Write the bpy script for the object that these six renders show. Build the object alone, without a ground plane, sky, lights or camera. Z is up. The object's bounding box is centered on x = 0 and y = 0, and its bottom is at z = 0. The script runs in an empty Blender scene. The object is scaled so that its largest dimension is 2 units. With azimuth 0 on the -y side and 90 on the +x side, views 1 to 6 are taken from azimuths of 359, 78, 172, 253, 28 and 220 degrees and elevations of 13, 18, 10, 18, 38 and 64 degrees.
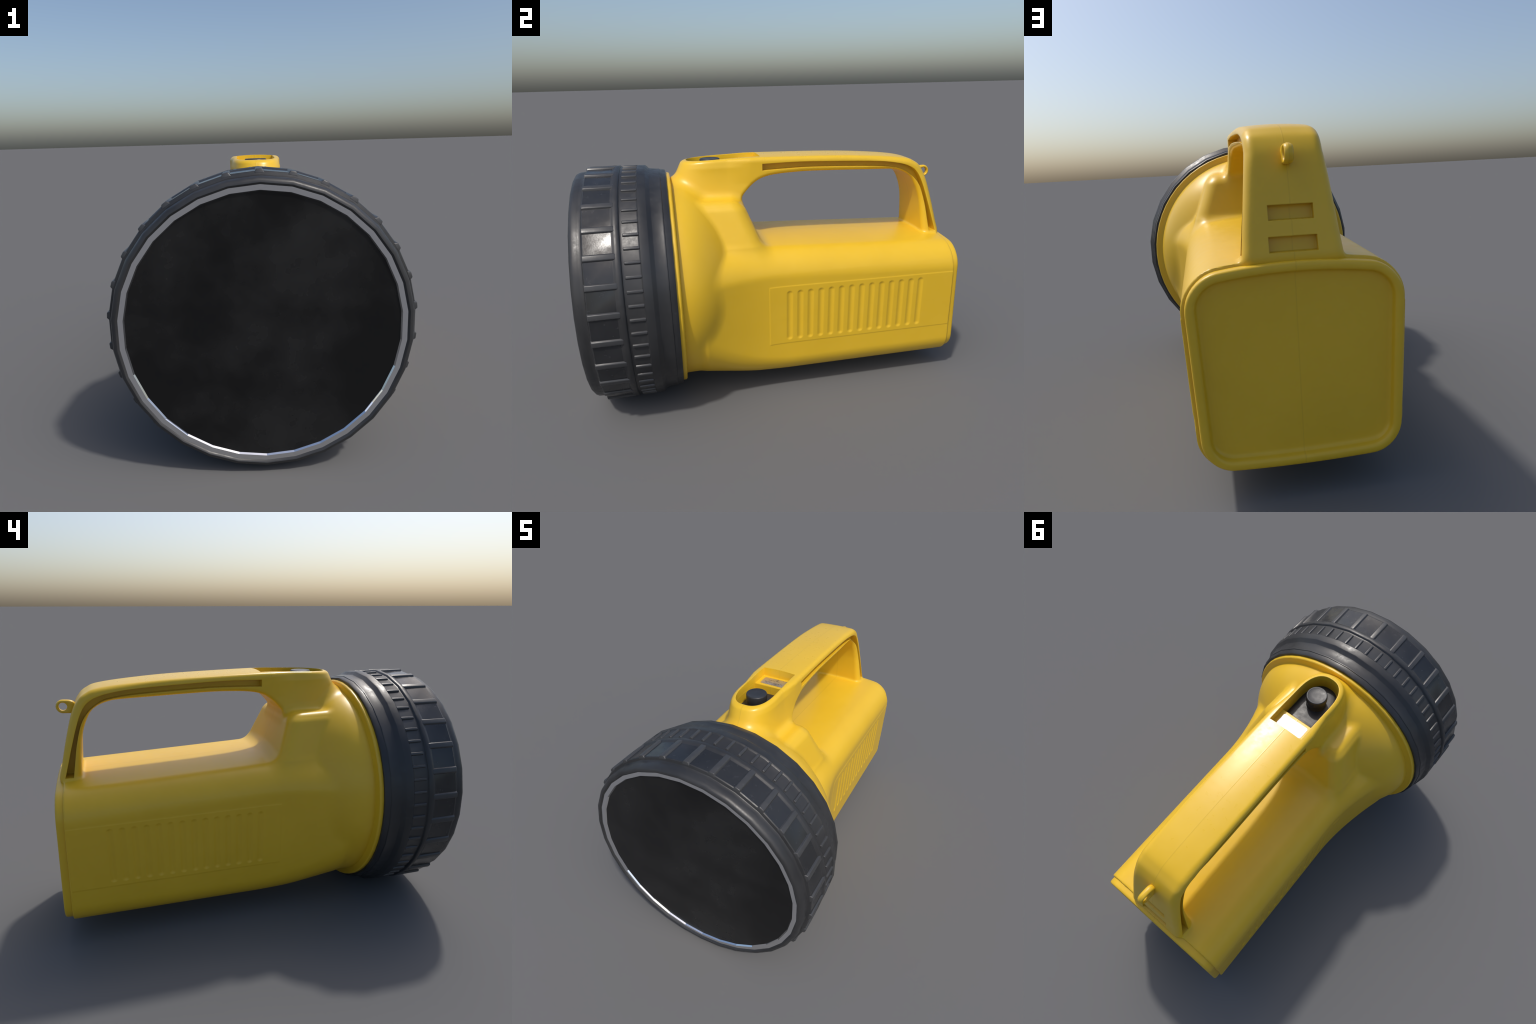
"""Yellow hand lantern: moulded housing with loop handle, black ribbed collar, dark lens."""
import bpy, bmesh, math
import numpy as np
from mathutils import Vector

AX = 0.6235           # height of the lamp axis (runs along y, lens faces -y)
SEG = 30              # facets round the collar
H = 0.0068            # sampling pitch of the housing surface

# ------------------------------------------------------------------ materials
def new_mat(name):
    m = bpy.data.materials.new(name)
    m.use_nodes = True
    nt = m.node_tree
    return m, nt, nt.nodes["Principled BSDF"]

def node(nt, kind, **kw):
    n = nt.nodes.new(kind)
    for k, v in kw.items():
        if k in n.inputs and not hasattr(n, k):
            n.inputs[k].default_value = v
        else:
            setattr(n, k, v)
    return n

def noise(nt, co, scale, detail=4.0, rough=0.55):
    n = nt.nodes.new("ShaderNodeTexNoise")
    n.inputs["Scale"].default_value = scale
    n.inputs["Detail"].default_value = detail
    n.inputs["Roughness"].default_value = rough
    nt.links.new(co, n.inputs["Vector"])
    return n.outputs["Fac"]

def remap(nt, val, a, b, c, d):
    n = nt.nodes.new("ShaderNodeMapRange")
    n.clamp = True
    nt.links.new(val, n.inputs["Value"])
    for k, v in zip(("From Min", "From Max", "To Min", "To Max"), (a, b, c, d)):
        n.inputs[k].default_value = v
    return n.outputs["Result"]

def math_node(nt, op, a, b=None):
    n = nt.nodes.new("ShaderNodeMath")
    n.operation = op
    for i, v in enumerate((a, b)):
        if v is None:
            continue
        if isinstance(v, (int, float)):
            n.inputs[i].default_value = v
        else:
            nt.links.new(v, n.inputs[i])
    return n.outputs[0]

def mixcol(nt, fac, a, b):
    n = nt.nodes.new("ShaderNodeMix")
    n.data_type = 'RGBA'
    for sock, v in ((n.inputs[0], fac), (n.inputs[6], a), (n.inputs[7], b)):
        if isinstance(v, (tuple, list)):
            sock.default_value = (*v, 1.0)
        elif isinstance(v, (int, float)):
            sock.default_value = v
        else:
            nt.links.new(v, sock)
    return n.outputs[2]

def bump(nt, height, strength, dist, bsdf, bevel=0.0):
    n = nt.nodes.new("ShaderNodeBump")
    if bevel:
        bv = nt.nodes.new("ShaderNodeBevel")
        bv.samples = 6
        bv.inputs["Radius"].default_value = bevel
        nt.links.new(bv.outputs["Normal"], n.inputs["Normal"])
    n.inputs["Strength"].default_value = strength
    n.inputs["Distance"].default_value = dist
    nt.links.new(height, n.inputs["Height"])
    nt.links.new(n.outputs["Normal"], bsdf.inputs["Normal"])

def yellow_plastic():
    m, nt, b = new_mat("yellow_plastic")
    L = nt.links.new
    co = nt.nodes.new("ShaderNodeTexCoord").outputs["Object"]
    big = noise(nt, co, 3.0, 3)
    mid = noise(nt, co, 26.0, 5, 0.6)
    fine = noise(nt, co, 160.0, 2)
    col = mixcol(nt, remap(nt, big, .3, .7, 0, 1), YEL_A, YEL_B)
    col = mixcol(nt, remap(nt, mid, .45, .85, 0, .18), col, YEL_W)
    # mould parting line running down the middle plane
    sep = nt.nodes.new("ShaderNodeSeparateXYZ"); L(co, sep.inputs[0])
    ax = math_node(nt, 'ABSOLUTE', sep.outputs[0])
    seam = remap(nt, ax, .0008, .0030, 1.0, 0.0)
    col = mixcol(nt, math_node(nt, 'MULTIPLY', seam, .14), col, YEL_D)
    L(col, b.inputs["Base Color"])
    # handled top of the grip is rubbed to an uneven gloss
    rub = remap(nt, sep.outputs[2], 1.15, 1.26, 0, 1)
    mott = noise(nt, co, 30.0, 5, .6)
    r0 = remap(nt, mid, .3, .7, .32, .40)
    r1 = remap(nt, mott, .25, .75, .25, .34)
    mx = nt.nodes.new("ShaderNodeMix"); mx.data_type = 'FLOAT'
    L(rub, mx.inputs[0]); L(r0, mx.inputs[2]); L(r1, mx.inputs[3])
    L(mx.outputs[0], b.inputs["Roughness"])
    b.inputs["Specular IOR Level"].default_value = .5
    h = math_node(nt, 'ADD', math_node(nt, 'MULTIPLY', fine, .10), math_node(nt, 'MULTIPLY', seam, .9))
    bump(nt, h, .20, .0015, b, bevel=.0055)
    return m

def black_rubber(name, a, bcol, r_lo, r_hi):
    m, nt, b = new_mat(name)
    L = nt.links.new
    co = nt.nodes.new("ShaderNodeTexCoord").outputs["Object"]
    big = noise(nt, co, 5.0, 4)
    mid = noise(nt, co, 30.0, 6, .65)
    col = mixcol(nt, remap(nt, big, .35, .65, 0, 1), a, bcol)
    col = mixcol(nt, remap(nt, mid, .60, .78, 0, .5), col, tuple(1.7 * c for c in bcol))
    L(col, b.inputs["Base Color"])
    L(remap(nt, mid, .35, .65, r_lo, r_hi), b.inputs["Roughness"])
    bump(nt, noise(nt, co, 120.0, 3), .10, .0015, b)
    return m

def chrome():
    m, nt, b = new_mat("polished_chrome")
    b.inputs["Base Color"].default_value = (.93, .94, .96, 1)
    b.inputs["Metallic"].default_value = 1
    b.inputs["Roughness"].default_value = .03
    return m

def dark_glass():
    m, nt, b = new_mat("dark_glass")
    L = nt.links.new
    co = nt.nodes.new("ShaderNodeTexCoord").outputs["Object"]
    n = noise(nt, co, 3.2, 5, .55)
    L(mixcol(nt, remap(nt, n, .42, .68, 0, 1), (.0062, .0062, .0063), (.0175, .0175, .0175)), b.inputs["Base Color"])  # faint mottled reflections on the lens, painted into its base colour
    L(remap(nt, n, .35, .65, .12, .30), b.inputs["Roughness"])
    b.inputs["Specular IOR Level"].default_value = .35
    return m

def label_foil():
    m, nt, b = new_mat("worn_foil_label")
    L = nt.links.new
    co = nt.nodes.new("ShaderNodeTexCoord").outputs["Object"]
    n = noise(nt, co, 28.0, 5, .6)
    L(mixcol(nt, remap(nt, n, .50, .68, 0, .8), (.66, .66, .67), (.22, .20, .17)), b.inputs["Base Color"])
    b.inputs["Metallic"].default_value = .9
    L(remap(nt, n, .35, .65, .26, .44), b.inputs["Roughness"])
    return m

def plain(name, col, rough):
    m, nt, b = new_mat(name)
    b.inputs["Base Color"].default_value = (*col, 1)
    b.inputs["Roughness"].default_value = rough
    return m

YEL_A = (.745, .462, .021)
YEL_B = (.785, .492, .024)
YEL_W = (.800, .530, .055)
YEL_D = (.330, .190, .015)

MAT_Y = yellow_plastic()
MAT_R = black_rubber("black_rubber", (.023, .0235, .025), (.033, .0335, .035), .32, .48)
MAT_PAN = black_rubber("glossy_black_panel", (.018, .019, .021), (.026, .027, .029), .15, .28)
MAT_RIB = black_rubber("scuffed_black_rubber", (.040, .041, .043), (.052, .053, .055), .30, .44)
MAT_SW = black_rubber("switch_rubber", (.020, .020, .022), (.030, .030, .032), .36, .5)
MAT_C, MAT_G, MAT_L = chrome(), dark_glass(), label_foil()
MAT_INK = plain("label_ink", (.05, .045, .04), .5)

# ------------------------------------------------------------------ helpers
ROOT = bpy.data.objects.new("hand_lantern", None)
bpy.context.scene.collection.objects.link(ROOT)
ROOT["label"] = "bright yellow plastic hand lantern with black ribbed lens collar"
ROOT["category"] = "flashlight"

def add_obj(name, mesh, mat=None, parent=ROOT):
    o = bpy.data.objects.new(name, mesh)
    bpy.context.scene.collection.objects.link(o)
    o.parent = parent
    if mat is not None and not mesh.materials:
        mesh.materials.append(mat)
    return o

def mesh_from(name, verts, faces):
    me = bpy.data.meshes.new(name)
    me.from_pydata([tuple(map(float, v)) for v in verts], [], faces)
    me.update()
    return me

def fix_normals(me):
    bm = bmesh.new(); bm.from_mesh(me)
    bmesh.ops.recalc_face_normals(bm, faces=bm.faces[:])
    bm.to_mesh(me); bm.free()

def smooth(me, deg=30.0):
    me.shade_smooth()
    me.set_sharp_from_angle(angle=math.radians(deg))

def revolve(name, prof, seg=SEG, phase=math.pi / 2, cx=0.0, cz=AX, closed=True):
    """Turn (y, r) points about the lamp axis; closed joins last ring to first."""
    V, F = [], []
    for y, r in prof:
        for i in range(seg):
            a = phase + 2 * math.pi * i / seg
            V.append((cx + r * math.cos(a), y, cz + r * math.sin(a)))
    n = len(prof)
    for k in range(n if closed else n - 1):
        k2 = (k + 1) % n
        for i in range(seg):
            j = (i + 1) % seg
            F.append((k * seg + i, k * seg + j, k2 * seg + j, k2 * seg + i))
    if not closed:
        F.append(tuple(range(seg)))
        F.append(tuple((n - 1) * seg + i for i in reversed(range(seg))))
    me = mesh_from(name, V, F)
    fix_normals(me)
    return me

def catmull(pts, per=8):
    P = np.array(pts, float)
    P = np.vstack([2 * P[0] - P[1], P, 2 * P[-1] - P[-2]])
    out = []
    for i in range(1, len(P) - 2):
        t = np.linspace(0, 1, per, endpoint=False)[:, None]
        a, b, c, d = P[i - 1], P[i], P[i + 1], P[i + 2]
        out.append(.5 * (2 * b + (c - a) * t + (2 * a - 5 * b + 4 * c - d) * t ** 2 + (3 * b - a - 3 * c + d) * t ** 3))
    out.append(P[-2][None])
    return np.vstack(out)

# ------------------------------------------------------------------ housing as a distance field
GRIP_TOP = catmull([(-.60, 1.250), (-.46, 1.260), (-.35, 1.268), (-.20, 1.2735), (-.06, 1.2755), (.35, 1.265), (.60, 1.249), (.752, 1.231),
                    (.808, 1.208), (.846, 1.173), (.881, 1.108), (.916, .990), (.946, .869), (.962, .803), (.945, .760), (.925, .720)])
GRIP_UNDER = catmull([(.868, .740), (.860, .810), (.851, .920), (.840, 1.000), (.817, 1.070), (.780, 1.128), (.708, 1.162),
                      (.605, 1.172), (.25, 1.184), (.10, 1.183), (.00, 1.176), (-.06, 1.162), (-.100, 1.140),
                      (-.137, 1.108), (-.172, 1.064), (-.185, 1.00), (-.19, .90)])
GRIP_LOOP = np.vstack([GRIP_TOP, GRIP_UNDER, [(-.30, .80), (-.60, .80)]])

def polygon_distance(y, z, poly):
    d = np.full(y.shape, 1e9)
    inside = np.zeros(y.shape, bool)
    n = len(poly)
    for i in range(n):
        ay, az = poly[i]; by, bz = poly[(i + 1) % n]
        ey, ez = by - ay, bz - az
        wy, wz = y - ay, z - az
        t = np.clip((wy * ey + wz * ez) / (ey * ey + ez * ez + 1e-12), 0, 1)
        d = np.minimum(d, (wy - ey * t) ** 2 + (wz - ez * t) ** 2)
        cond = ((az > z) != (bz > z))
        if abs(ez) > 1e-9:
            inside ^= cond & (y < ay + ey * (z - az) / ez)
    return np.where(inside, -1, 1) * np.sqrt(d)

class ProfileField:
    """Signed distance to the handle profile, tabulated finely from the curves and interpolated."""
    def __init__(self, poly, step=.003):
        self.s, self.y0, self.z0 = step, -.70, .00
        ys = np.arange(self.y0, 1.10, step); zs = np.arange(self.z0, 1.36, step)
        self.T = polygon_distance(*np.meshgrid(ys, zs, indexing="ij"), poly)

    def __call__(self, y, z):
        u = np.clip((y - self.y0) / self.s, 0, self.T.shape[0] - 1.001)
        v = np.clip((z - self.z0) / self.s, 0, self.T.shape[1] - 1.001)
        i, j = u.astype(int), v.astype(int)
        u, v = u - i, v - j
        T = self.T
        return (T[i, j] * (1 - u) + T[i + 1, j] * u) * (1 - v) + (T[i, j + 1] * (1 - u) + T[i + 1, j + 1] * u) * v

GRIP_PROFILE = ProfileField(GRIP_LOOP)

def smin(a, b, k):
    h = np.clip(.5 + .5 * (b - a) / k, 0, 1)
    return b + (a - b) * h - k * h * (1 - h)

def smax(a, b, k):
    return -smin(-a, -b, k)

def edge_round(a, b, r):
    """Intersection of two half-spaces with a rounded edge."""
    return np.sqrt(np.maximum(a + r, 0) ** 2 + np.maximum(b + r, 0) ** 2) - r + np.minimum(np.maximum(a + r, b + r), 0)

def side_width(y, z):
    flare = np.clip(.03 - y, 0, .45)
    return .372 + .50 * flare ** 2 - .045 * np.clip(.66 - z, -.05, .6)

def case_field(x, y, z):
    """Square battery case with crowned lid."""
    w = side_width(y, z)
    ztop = .806 + .046 * np.clip((.95 - y) / 1.05, 0, 1.3) - .28 * x ** 2
    zbot = .099 + .10 * x ** 2
    a = x - w
    up = edge_round(a, z - ztop, .125)
    dn = edge_round(a, zbot - z, .115 + .90 * np.clip(.05 - y, 0, .5) ** 2)
    d = np.maximum(up, dn)
    rim = np.sqrt(x ** 2 + (z - AX) ** 2) - (.533 + .13 * np.clip(y + .51, 0, 2) + .25 * np.clip(y + .40, 0, 2) ** 2)
    d = smax(d, rim, .03)
    back = y - (.962 - .028 * (z - .15))
    d = edge_round(d, back, .007)
    return np.maximum(d, -.57 - y)

def bowl_field(x, y, z):
    """Reflector bowl behind the collar."""
    t = y + .527
    R = .534 - .04 * np.clip(t, 0, 1) - 2.5 * np.clip(t, 0, .5) ** 2
    d = (np.sqrt(x ** 2 + (z - AX) ** 2) - R) * .8
    return np.maximum(np.maximum(d, -.57 - y), y - .1)

def block_field(x, y, z):
    """Broad shoulder block that carries the switch housing."""
    w = .250 + .36 * np.clip(1.05 - z, 0, .20) - .04 * np.clip(-.2 - y, 0, .3)
    top = z - (1.068 + .02 * np.clip(-.19 - y, 0, .4))
    rear = (y - (-.098 - .40 * (z - .86))) * .93
    d = edge_round(x - w, rear, .065)
    d = edge_round(d, top, .048)
    return np.maximum(d, np.maximum(-.50 - y, .50 - z))

def grip_field(x, y, z, prof):
    """Loop handle and switch housing: side profile given a width."""
    w = .131 + .037 * np.clip((1.14 - z) / .34, 0, 1)
    front = np.clip((-.12 - y) / .12, 0, 1)
    wf = .109 + .012 * np.clip((1.275 - z) / .05, 0, 1) + .018 * np.clip((1.22 - z) / .15, 0, 1) ** 1.5
    w = w * (1 - front) + wf * front
    L = .178 + .05 * np.clip((1.265 - z) / .10, 0, 1.3)
    q = np.clip(-.285 - y, 0, None) / L
    side = ((x / w) ** 2.4 + q ** 2.4) ** (1 / 2.4)
    side = (side - 1) * w
    crown = .45 * x ** 2 * np.clip((z - 1.19) / .04, 0, 1)
    return edge_round(side, prof + crown, .020 - .007 * front + .012 * np.clip((y - .5) / .25, 0, 1))

def housing_field(x, y, z, prof=None, parts=False):
    x = np.abs(x)
    if prof is None:
        prof = GRIP_PROFILE(y, z)
    base = smin(case_field(x, y, z), block_field(x, y, z), .05)
    base = smin(base, bowl_field(x, y, z), .015)
    grip = grip_field(x, y, z, prof)
    if parts:
        return base, grip
    # keep the grip fillet tight at the tail, generous at the switch housing
    k = .018 + .026 * np.clip((.3 - y) / .5, 0, 1)
    return smin(base, grip, k)

def surface_nets():
    xs = np.arange(0, .57, H)
    ys = np.arange(-.585, 1.0, H)
    zs = np.arange(.075, 1.30, H)
    Y2, Z2 = np.meshgrid(ys, zs, indexing="ij")
    prof = GRIP_PROFILE(Y2, Z2)
    F = np.empty((len(xs), len(ys), len(zs)), np.float32)
    for i, xv in enumerate(xs):
        F[i] = housing_field(np.full_like(Y2, xv), Y2, Z2, prof)
    F = np.concatenate([F[:0:-1], F], 0)
    xs = np.concatenate([-xs[:0:-1], xs])
    S = F < 0
    nx, ny, nz = F.shape
    corners = [(a, b, c) for a in (0, 1) for b in (0, 1) for c in (0, 1)]
    sl = lambda a, n: slice(a, n - 1 + a)
    cnt = sum(S[sl(a, nx), sl(b, ny), sl(c, nz)].astype(np.int8) for a, b, c in corners)
    act = (cnt > 0) & (cnt < 8)
    idx = -np.ones(act.shape, np.int64)
    I = np.argwhere(act)
    idx[act] = np.arange(len(I))
    acc = np.zeros((len(I), 3)); num = np.zeros(len(I))
    for p in corners:
        for ax in range(3):
            if p[ax]:
                continue
            q = list(p); q[ax] = 1
            f0 = F[I[:, 0] + p[0], I[:, 1] + p[1], I[:, 2] + p[2]]
            f1 = F[I[:, 0] + q[0], I[:, 1] + q[1], I[:, 2] + q[2]]
            m = (f0 < 0) != (f1 < 0)
            t = np.where(m, f0 / np.where(f0 == f1, 1, f0 - f1), 0)
            pos = np.tile(np.array(p, float), (len(I), 1)); pos[:, ax] += t
            acc += pos * m[:, None]; num += m
    V = (I + acc / num[:, None]) * H + np.array([xs[0], ys[0], zs[0]])
    quads = []
    for ax in range(3):
        u, v = (ax + 1) % 3, (ax + 2) % 3
        A = [slice(1, -1)] * 3; A[ax] = slice(0, -1)
        B = [slice(1, -1)] * 3; B[ax] = slice(1, None)
        s0, s1 = S[tuple(A)], S[tuple(B)]
        E = np.argwhere(s0 != s1)
        flip = s0[tuple(E.T)]
        base = E + 1; base[:, ax] -= 1
        def cell(du, dv):
            c = base.copy(); c[:, u] += du; c[:, v] += dv
            return idx[c[:, 0], c[:, 1], c[:, 2]]
        q = np.stack([cell(-1, -1), cell(0, -1), cell(0, 0), cell(-1, 0)], 1)
        q[~flip] = q[~flip][:, ::-1]
        quads.append(q)
    return V, np.vstack(quads)

def field_gradient(V, e=8e-4):
    g = np.empty_like(V)
    for k in range(3):
        d = np.zeros(3); d[k] = e
        g[:, k] = (housing_field(*(V + d).T) - housing_field(*(V - d).T)) / (2 * e)
    return g

def settle(V, rounds=4):
    for _ in range(rounds):
        f = housing_field(*V.T)
        g = field_gradient(V)
        s = f / np.maximum((g ** 2).sum(1), .2)
        V = V - np.clip(s, -.4 * H, .4 * H)[:, None] * g
    return V

# ---- cutters -------------------------------------------------------------
def prism(path, lo, hi, axis):
    """Solid between two values of an axis, outline given in the other two."""
    n = len(path)
    V = []
    for h in (lo, hi):
        for a, b in path:
            V.append({0: (h, a, b), 1: (a, h, b), 2: (a, b, h)}[axis])
    F = [tuple(range(n)), tuple(range(2 * n - 1, n - 1, -1))]
    F += [(i, n + i, n + (i + 1) % n, (i + 1) % n) for i in range(n)]
    return V, F

SLOT_OUT = catmull([(-.057, 1.2365), (.10, 1.2385), (.24, 1.2355), (.56, 1.2205), (.700, 1.203), (.775, 1.180), (.818, 1.146),
                    (.850, 1.085), (.885, .980), (.917, .870), (.934, .812)])
SLOT_IN = catmull([(.896, .812), (.884, .880), (.866, .975), (.838, 1.065), (.800, 1.120), (.745, 1.160), (.690, 1.177),
                   (.56, 1.192), (.24, 1.206), (.10, 1.206), (-.057, 1.202)])

def pocket_outline(inset=0.0, rear=-.062):
    w, L, yc = .0935 - inset, .156 - inset, -.285
    pts = [(w, rear)]
    for k in range(33):
        a = math.pi * k / 32
        c, s = math.cos(a), math.sin(a)
        pts.append((w * math.copysign(abs(c) ** (2 / 2.5), c), yc - L * abs(s) ** (2 / 2.5)))
    pts.append((-w, rear))
    return pts

LEDGE, FLOOR = 1.226, 1.178
def cutters():
    solids = []
    loop = [tuple(p) for p in np.vstack([SLOT_OUT, SLOT_IN])]
    for s in (1, -1):
        solids.append(prism(loop, .088 * s, .24 * s, 0))
    solids.append(prism(pocket_outline(), LEDGE, 1.34, 2))
    solids.append(prism(pocket_outline(.0005, -.166), FLOOR, LEDGE + .004, 2))
    for z0, z1, w in ((.923, .971, .074), (.823, .872, .079)):
        # shallow windows on the sloping tail of the handle
        yb = lambda z: .9155 - (z - .99) * .262
        V, F = prism([(-w, z0), (w, z0), (w, z1), (-w, z1)], -.028, .08, 1)
        solids.append(([(x, y + yb(z), z) for x, y, z in V], F))
    deep = solids.pop(3)                   # overlaps the pocket above it: cut in a second pass
    obs = []
    for group in (solids, [deep]):
        AV, AF = [], []
        for V, F in group:
            AF += [tuple(i + len(AV) for i in f) for f in F]
            AV += V
        me = mesh_from("cutter", AV, AF); fix_normals(me)
        o = bpy.data.objects.new("cutter", me)
        bpy.context.scene.collection.objects.link(o)
        obs.append(o)
    return obs

def panel_relief(y, z):
    """Raised side panel with fourteen hollow flutes (metres outwards)."""
    st = lambda v, w: np.clip(.5 + v / w, 0, 1)
    zt = .645 - .012 * (y + .085) / 1.03
    zb = .312 - .003 * (y + .085) / 1.03
    face = st(y + .086, .005) * st(zt - z, .005) * st(z - zb, .005) * st(.951 - y, .006)
    d = .0015 * face
    zc, half = .4735, .126
    for k in range(14):
        yc = .022 + k * .05635
        dz = np.maximum(np.abs(z - zc) - half, 0)
        r = np.sqrt((y - yc) ** 2 + dz ** 2) / .0180
        d = d - .0048 * np.clip(1 - r ** 2, 0, 1) ** 1.6
    return d

def build_housing():
    V, Q = surface_nets()
    V = settle(V)
    me = mesh_from("housing", V, [])
    me = bpy.data.meshes.new("housing")
    me.from_pydata(V.tolist(), [], Q.tolist())
    me.update()
    ob = bpy.data.objects.new("housing", me)
    bpy.context.scene.collection.objects.link(ob)
    cut = cutters()
    for c in cut:
        m = ob.modifiers.new("cut", 'BOOLEAN')
        m.operation = 'DIFFERENCE'; m.solver = 'EXACT'; m.object = c
    dg = bpy.context.evaluated_depsgraph_get()
    me2 = bpy.data.meshes.new_from_object(ob.evaluated_get(dg))
    for o in cut + [ob]:
        bpy.data.objects.remove(o, do_unlink=True)
    # refine the side panels and emboss them
    bm = bmesh.new(); bm.from_mesh(me2)
    bm.normal_update()
    sel = lambda f: abs(f.normal.x) > .75 and -.125 < f.calc_center_median().y < .965 and .285 < f.calc_center_median().z < .67
    for _ in range(2):
        ed = {e for f in bm.faces if sel(f) for e in f.edges}
        bmesh.ops.subdivide_edges(bm, edges=list(ed), cuts=1, use_grid_fill=True)
        bm.normal_update()
    vs = {v for f in bm.faces if sel(f) for v in f.verts}
    vs = [v for v in vs if abs(v.co.x) > .3]
    P = np.array([v.co for v in vs])
    P = settle(P, 1)
    n = field_gradient(P); n /= np.linalg.norm(n, axis=1)[:, None]
    P = P + n * panel_relief(P[:, 1], P[:, 2])[:, None]
    for v, p in zip(vs, P):
        v.co = p
    bmesh.ops.triangulate(bm, faces=[f for f in bm.faces if len(f.verts) > 4])
    bm.to_mesh(me2); bm.free()
    smooth(me2, 38)
    me2.update()
    # split by region: battery case, lamp bowl, handle, switch housing (borders coincide)
    nv, nl, nf = len(me2.vertices), len(me2.loops), len(me2.polygons)
    co = np.empty(nv * 3); me2.vertices.foreach_get("co", co); co = co.reshape(-1, 3)
    cn = np.empty(nl * 3); me2.corner_normals.foreach_get("vector", cn); cn = cn.reshape(-1, 3)
    lv = np.empty(nl, int); me2.loops.foreach_get("vertex_index", lv)
    ls = np.empty(nf, int); me2.polygons.foreach_get("loop_start", ls)
    lt = np.empty(nf, int); me2.polygons.foreach_get("loop_total", lt)
    cen = np.empty(nf * 3); me2.polygons.foreach_get("center", cen); cen = cen.reshape(-1, 3)
    b, g = housing_field(*cen.T, parts=True)
    x = np.abs(cen[:, 0])
    isg = (g < b) | ((cen[:, 2] > 1.10) & (x < .15)) | ((cen[:, 2] > .815) & (cen[:, 1] > .86) & (x < .15) & (cen[:, 2] > .79))
    reg = np.where(isg, np.where(cen[:, 1] < -.06, 3, 2),
                   np.where(bowl_field(x, cen[:, 1], cen[:, 2]) < case_field(x, cen[:, 1], cen[:, 2]), 1, 0))
    names = ("battery_case", "lamp_bowl", "handle", "switch_housing")
    out = {}
    for r, nm in enumerate(names):
        fs = np.where(reg == r)[0]
        loops = np.concatenate([np.arange(ls[f], ls[f] + lt[f]) for f in fs])
        used, inv = np.unique(lv[loops], return_inverse=True)
        faces, k = [], 0
        for f in fs:
            faces.append(inv[k:k + lt[f]].tolist()); k += lt[f]
        m = bpy.data.meshes.new(nm)
        m.from_pydata(co[used].tolist(), [], faces)
        m.shade_smooth()
        m.normals_split_custom_set(cn[loops].tolist())
        m.update()
        out[nm] = add_obj(nm, m, MAT_Y)
    bpy.data.meshes.remove(me2)
    return out

HOUSING = build_housing()

# ------------------------------------------------------------------ tail cap
def case_outline(inset, n=160):
    """Outline of the case at its tail, shrunk by an inset; found along rays from its middle."""
    a = 2 * np.pi * np.arange(n) / n
    dx, dz = np.cos(a), np.sin(a)
    lo, hi = np.zeros(n), np.full(n, .7)
    for _ in range(30):
        m = .5 * (lo + hi)
        v = case_field(np.abs(dx) * m, np.full(n, .86), .455 + dz * m)
        lo, hi = np.where(v < -inset, m, lo), np.where(v < -inset, hi, m)
    return list(zip(dx * lo, .455 + dz * lo))

def build_tail_cap():
    tilt = lambda z: -.030 * (z - .15)
    rows = [(.014, .948), (.014, .984), (.0155, .991), (.018, .996), (.023, .9985), (.036, .9985), (.043, .9970),
            (.047, .9925), (.049, .980), (.052, .9735), (.058, .9705), (.066, .9700), (.074, .9700)]
    V, F = [], []
    for ins, y in rows:
        for x, z in case_outline(ins):
            V.append((x, y + tilt(z), z))
    n = 160
    for k in range(len(rows) - 1):
        for i in range(n):
            j = (i + 1) % n
            F.append((k * n + i, k * n + j, (k + 1) * n + j, (k + 1) * n + i))
    F.append(tuple(range(n)))
    F.append(tuple((len(rows) - 1) * n + i for i in reversed(range(n))))
    me = mesh_from("tail_cap", V, F); fix_normals(me)
    smooth(me, 40)
    return add_obj("tail_cap", me, MAT_Y)

build_tail_cap()

# ------------------------------------------------------------------ lanyard loop
def build_lanyard_loop():
    cy, cz, n = .9205, 1.1300, 40
    def outline(grow):
        pts = []
        for k in range(n):
            a = 2 * math.pi * k / n
            c, s = math.cos(a), math.sin(a)
            r = .0315 + grow
            y, z = cy + r * c, cz + r * s
            # web widens toward the handle
            if c < 0:
                y = cy + (r + .030) * c
                z = cz + (r + .014 * c * c) * s - .010 * c * c * (1 if s < 0 else .2)
            pts.append((y, z))
        return pts
    hole = lambda g: [(cy + (.0198 + g) * math.cos(2 * math.pi * k / n), cz + (.0198 + g) * math.sin(2 * math.pi * k / n)) for k in range(n)]
    rings = [(hole(0), -.009), (hole(.0035), -.0142), (outline(-.005), -.0150), (outline(-.001), -.011), (outline(.0018), -.003), (outline(.0018), .003),
             (outline(-.001), .011), (outline(-.005), .0150), (hole(.0035), .0142), (hole(0), .009)]
    V = [(x, y, z) for pts, x in rings for y, z in pts]
    m = len(rings)
    F = [(k * n + i, k * n + (i + 1) % n, ((k + 1) % m) * n + (i + 1) % n, ((k + 1) % m) * n + i) for k in range(m) for i in range(n)]
    me = mesh_from("lanyard_loop", V, F); fix_normals(me)
    smooth(me, 60)
    return add_obj("lanyard_loop", me, MAT_Y, HOUSING["handle"])

build_lanyard_loop()

# ------------------------------------------------------------------ flange behind the collar
fl = revolve("flange", [(-.570, .500), (-.570, .568), (-.556, .5725), (-.536, .5715), (-.531, .567), (-.5295, .545), (-.526, .534), (-.520, .500)], seg=60)
smooth(fl, 35)
add_obj("flange", fl, MAT_Y, HOUSING["lamp_bowl"])

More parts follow.
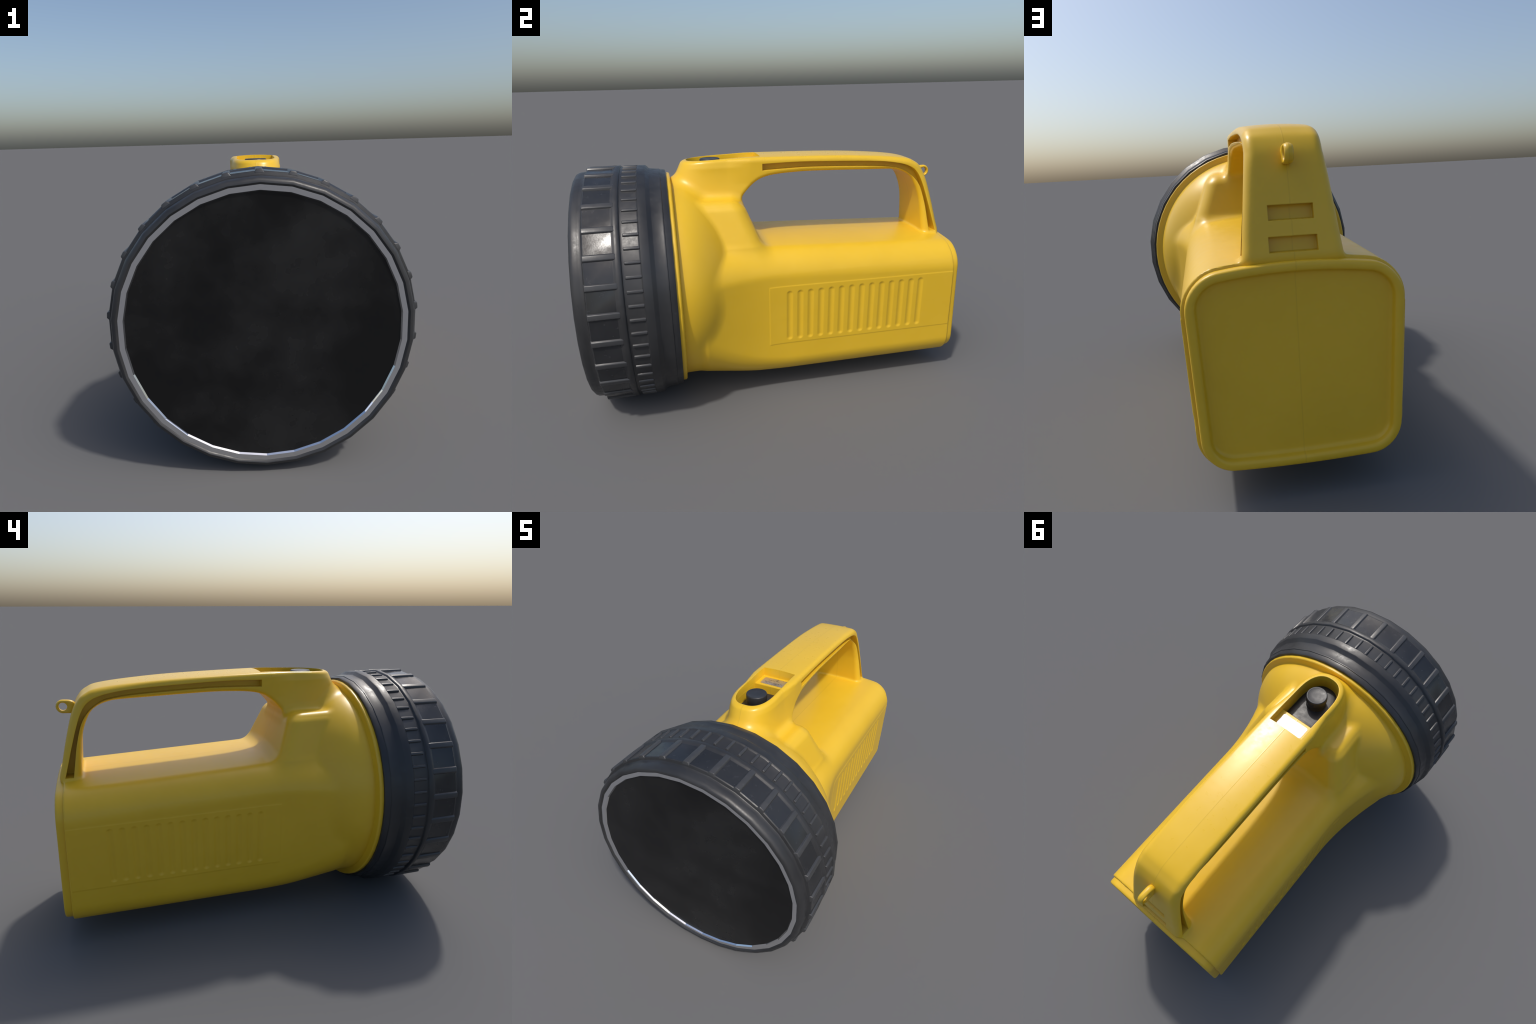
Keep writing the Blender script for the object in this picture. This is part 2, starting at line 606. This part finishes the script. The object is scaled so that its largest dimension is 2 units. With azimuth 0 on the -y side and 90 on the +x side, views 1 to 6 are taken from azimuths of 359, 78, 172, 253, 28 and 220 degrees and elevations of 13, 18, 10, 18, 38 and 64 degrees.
# ------------------------------------------------------------------ collar
COLLAR = [(-.960, .5600), (-.9900, .5665), (-.9965, .5700), (-1.0000, .5760), (-.9985, .5840), (-.9930, .5910), (-.9800, .5970),
          (-.9600, .5985), (-.9470, .5985),                     # lip
          (-.9430, .6010), (-.9385, .6125),                     # step up to the panels
          (-.9340, .6155), (-.8140, .6158),                     # panel floor
          (-.8110, .6166), (-.8040, .6205), (-.7980, .6224), (-.7830, .6227), (-.7790, .6205),
          (-.7755, .6140), (-.7690, .6130),                     # groove
          (-.7650, .6140), (-.7000, .6130),                     # small panels
          (-.6960, .6150), (-.6915, .6200), (-.6560, .6180), (-.6510, .6155),
          (-.6370, .6010), (-.6320, .5995),                     # chamfer
          (-.5880, .5945), (-.5850, .5955), (-.5810, .5945), (-.5790, .5915), (-.5560, .5885), (-.5510, .5850), (-.5510, .5550),
          (-.60, .545), (-.90, .545)]

def build_collar():
    me = revolve("collar", COLLAR)
    smooth(me, 33)
    # each panel of the grip is a flat facet: crease the long edges on its floor
    sharp = me.attributes.get("sharp_edge") or me.attributes.new("sharp_edge", 'BOOLEAN', 'EDGE')
    me.materials.append(MAT_R); me.materials.append(MAT_PAN)
    for p in me.polygons:
        if {v // SEG for v in p.vertices} == {11, 12}:
            p.material_index = 1
    floor_rows = {(11, 12), (20, 21)}
    for e in me.edges:
        a, b = sorted(e.vertices)
        if (a // SEG, b // SEG) in floor_rows:
            sharp.data[e.index].value = True
    return add_obj("collar", me, MAT_R)

COLLAR_OB = build_collar()

def bar_mesh(name, y0, y1, w_top, w_bot, h, b):
    """Rounded rib: length along y, width along x, rising along z from -0.008."""
    bm = bmesh.new()
    bot, top = -.008, h
    vs = []
    for y, iny in ((y0, 1), (y1, -1)):
        vs += [bm.verts.new((-w_bot, y, bot)), bm.verts.new((w_bot, y, bot)),
               bm.verts.new((w_top, y + iny * .003, top)), bm.verts.new((-w_top, y + iny * .003, top))]
    for f in ((0, 1, 2, 3), (7, 6, 5, 4), (0, 4, 5, 1), (1, 5, 6, 2), (2, 6, 7, 3), (3, 7, 4, 0)):
        bm.faces.new([vs[i] for i in f])
    bmesh.ops.recalc_face_normals(bm, faces=bm.faces[:])
    ed = [e for e in bm.edges if any(v.co.z > 0 for v in e.verts)]
    bmesh.ops.bevel(bm, geom=ed, offset=b, segments=3, affect='EDGES', profile=.5)
    me = bpy.data.meshes.new(name); bm.to_mesh(me); bm.free()
    smooth(me, 50)
    me.materials.append(MAT_RIB)
    return me

def place_on_axis(name, me, ang, r, shift=0.0):
    """Stand a bar on the collar: ang measured round the axis, r its foot radius."""
    from mathutils import Matrix
    o = bpy.data.objects.new(name, me)
    bpy.context.scene.collection.objects.link(o)
    o.parent = COLLAR_OB
    up = Vector((math.cos(ang), 0, math.sin(ang)))
    tan = Vector((0, 1, 0)).cross(up)
    pos = Vector((0, 0, AX)) + up * r + tan * shift
    M = Matrix((( tan.x, 0, up.x, pos.x), (tan.y, 1, up.y, pos.y), (tan.z, 0, up.z, pos.z), (0, 0, 0, 1)))
    o.matrix_world = M
    return o

big_rib = bar_mesh("grip_rib", -.9410, -.796, .0120, .0200, .0072, .0036)
for i in range(SEG):
    place_on_axis("grip_rib", big_rib, math.pi / 2 + 2 * math.pi * i / SEG, .6152)
small_rib = bar_mesh("fine_rib", -.7670, -.690, .0060, .0105, .0075, .0028)
half = math.pi / SEG
for i in range(SEG):
    mid = math.pi / 2 + 2 * math.pi * (i + .5) / SEG
    for s in (-1, 1):
        place_on_axis("fine_rib", small_rib, mid, .6135 * math.cos(half), s * .6135 * math.sin(half) * .5)

# ------------------------------------------------------------------ lens and bezel
bz = revolve("chrome_bezel", [(-.9925, .5690), (-.9925, .5475), (-.9850, .5430), (-.955, .5430), (-.955, .5690)])
bz.shade_flat()
add_obj("chrome_bezel", bz, MAT_C)
ln = revolve("lens", [(-.9845, .5445), (-.9600, .5445)], closed=False)
ln.shade_flat()
add_obj("lens", ln, MAT_G)

# ------------------------------------------------------------------ switch
def build_switch():
    # floor pad
    rows = [(.004, FLOOR - .004, 0), (.004, FLOOR + .004, 0), (.010, FLOOR + .0095, 0), (.020, FLOOR + .0115, 0), (.035, FLOOR + .012, 0)]
    V, F = [], []
    n = len(pocket_outline())
    for ins, z, _ in rows:
        for x, y in pocket_outline(ins, -.167 - ins):
            V.append((x, y, z))
    for k in range(len(rows) - 1):
        for i in range(n):
            j = (i + 1) % n
            F.append((k * n + i, k * n + j, (k + 1) * n + j, (k + 1) * n + i))
    F.append(tuple(range(n))); F.append(tuple((len(rows) - 1) * n + i for i in reversed(range(n))))
    me = mesh_from("switch_pad", V, F); fix_normals(me); smooth(me, 40)
    pad = add_obj("switch_pad", me, MAT_SW, HOUSING["switch_housing"])
    # button: stem, cap with rolled rim
    prof = [(FLOOR + .006, .0530), (FLOOR + .014, .0505), (FLOOR + .030, .0500), (FLOOR + .040, .0502), (FLOOR + .046, .0525), (1.2320, .0535), (1.2570, .0535),
            (1.2615, .0522), (1.2635, .0495), (1.2632, .0465), (1.2622, .0435), (1.2620, .0200)]
    V, F, seg = [], [], 48
    for z, r in prof:
        for i in range(seg):
            a = 2 * math.pi * i / seg
            V.append((r * math.cos(a), -.316 + r * math.sin(a), z))
    for k in range(len(prof) - 1):
        for i in range(seg):
            j = (i + 1) % seg
            F.append((k * seg + i, k * seg + j, (k + 1) * seg + j, (k + 1) * seg + i))
    F.append(tuple(range(seg))); F.append(tuple((len(prof) - 1) * seg + i for i in reversed(range(seg))))
    me = mesh_from("push_button", V, F); fix_normals(me); smooth(me, 50)
    add_obj("push_button", me, MAT_SW, HOUSING["switch_housing"])
    # foil label on the ledge
    x0, y0, y1, z0, z1, r = .073, -.150, -.082, LEDGE - .002, LEDGE + .0022, .010
    out = []
    for cx, cy, a0 in ((x0 - r, y1 - r, 0), (-x0 + r, y1 - r, 90), (-x0 + r, y0 + r, 180), (x0 - r, y0 + r, 270)):
        for k in range(6):
            a = math.radians(a0 + 18 * k)
            out.append((cx + r * math.cos(a), cy + r * math.sin(a)))
    V, F = prism(out, z0, z1, 2)
    me = mesh_from("label_plate", V, F); fix_normals(me); smooth(me, 30)
    lab = add_obj("label_plate", me, MAT_L, HOUSING["switch_housing"])
    # two worn lines of print, too rubbed to read
    rng = np.random.default_rng(7)
    V, F = [], []
    for row, (xa, xb, yc, hgt) in enumerate(((-.046, .022, -.104, .007), (-.058, .052, -.126, .006))):
        xx = xa
        while xx < xb:
            w = rng.uniform(.0022, .0050)
            if rng.random() < .74:
                h = hgt * rng.uniform(.35, 1.0); yo = yc + rng.uniform(-.0015, .0015)
                sk = rng.uniform(-.002, .002)
                pv, pf = prism([(xx, yo - h / 2), (xx + w * .55, yo - h / 2), (xx + w * .55 + sk, yo + h / 2), (xx + sk, yo + h / 2)], z1 - .001, z1 + .0004, 2)
                F += [tuple(i + len(V) for i in f) for f in pf]; V += pv
            xx += w * 1.15
    me = mesh_from("label_print", V, F); fix_normals(me)
    pr = add_obj("label_print", me, MAT_INK, HOUSING["switch_housing"])
    pr["kind"] = "stuff"

build_switch()
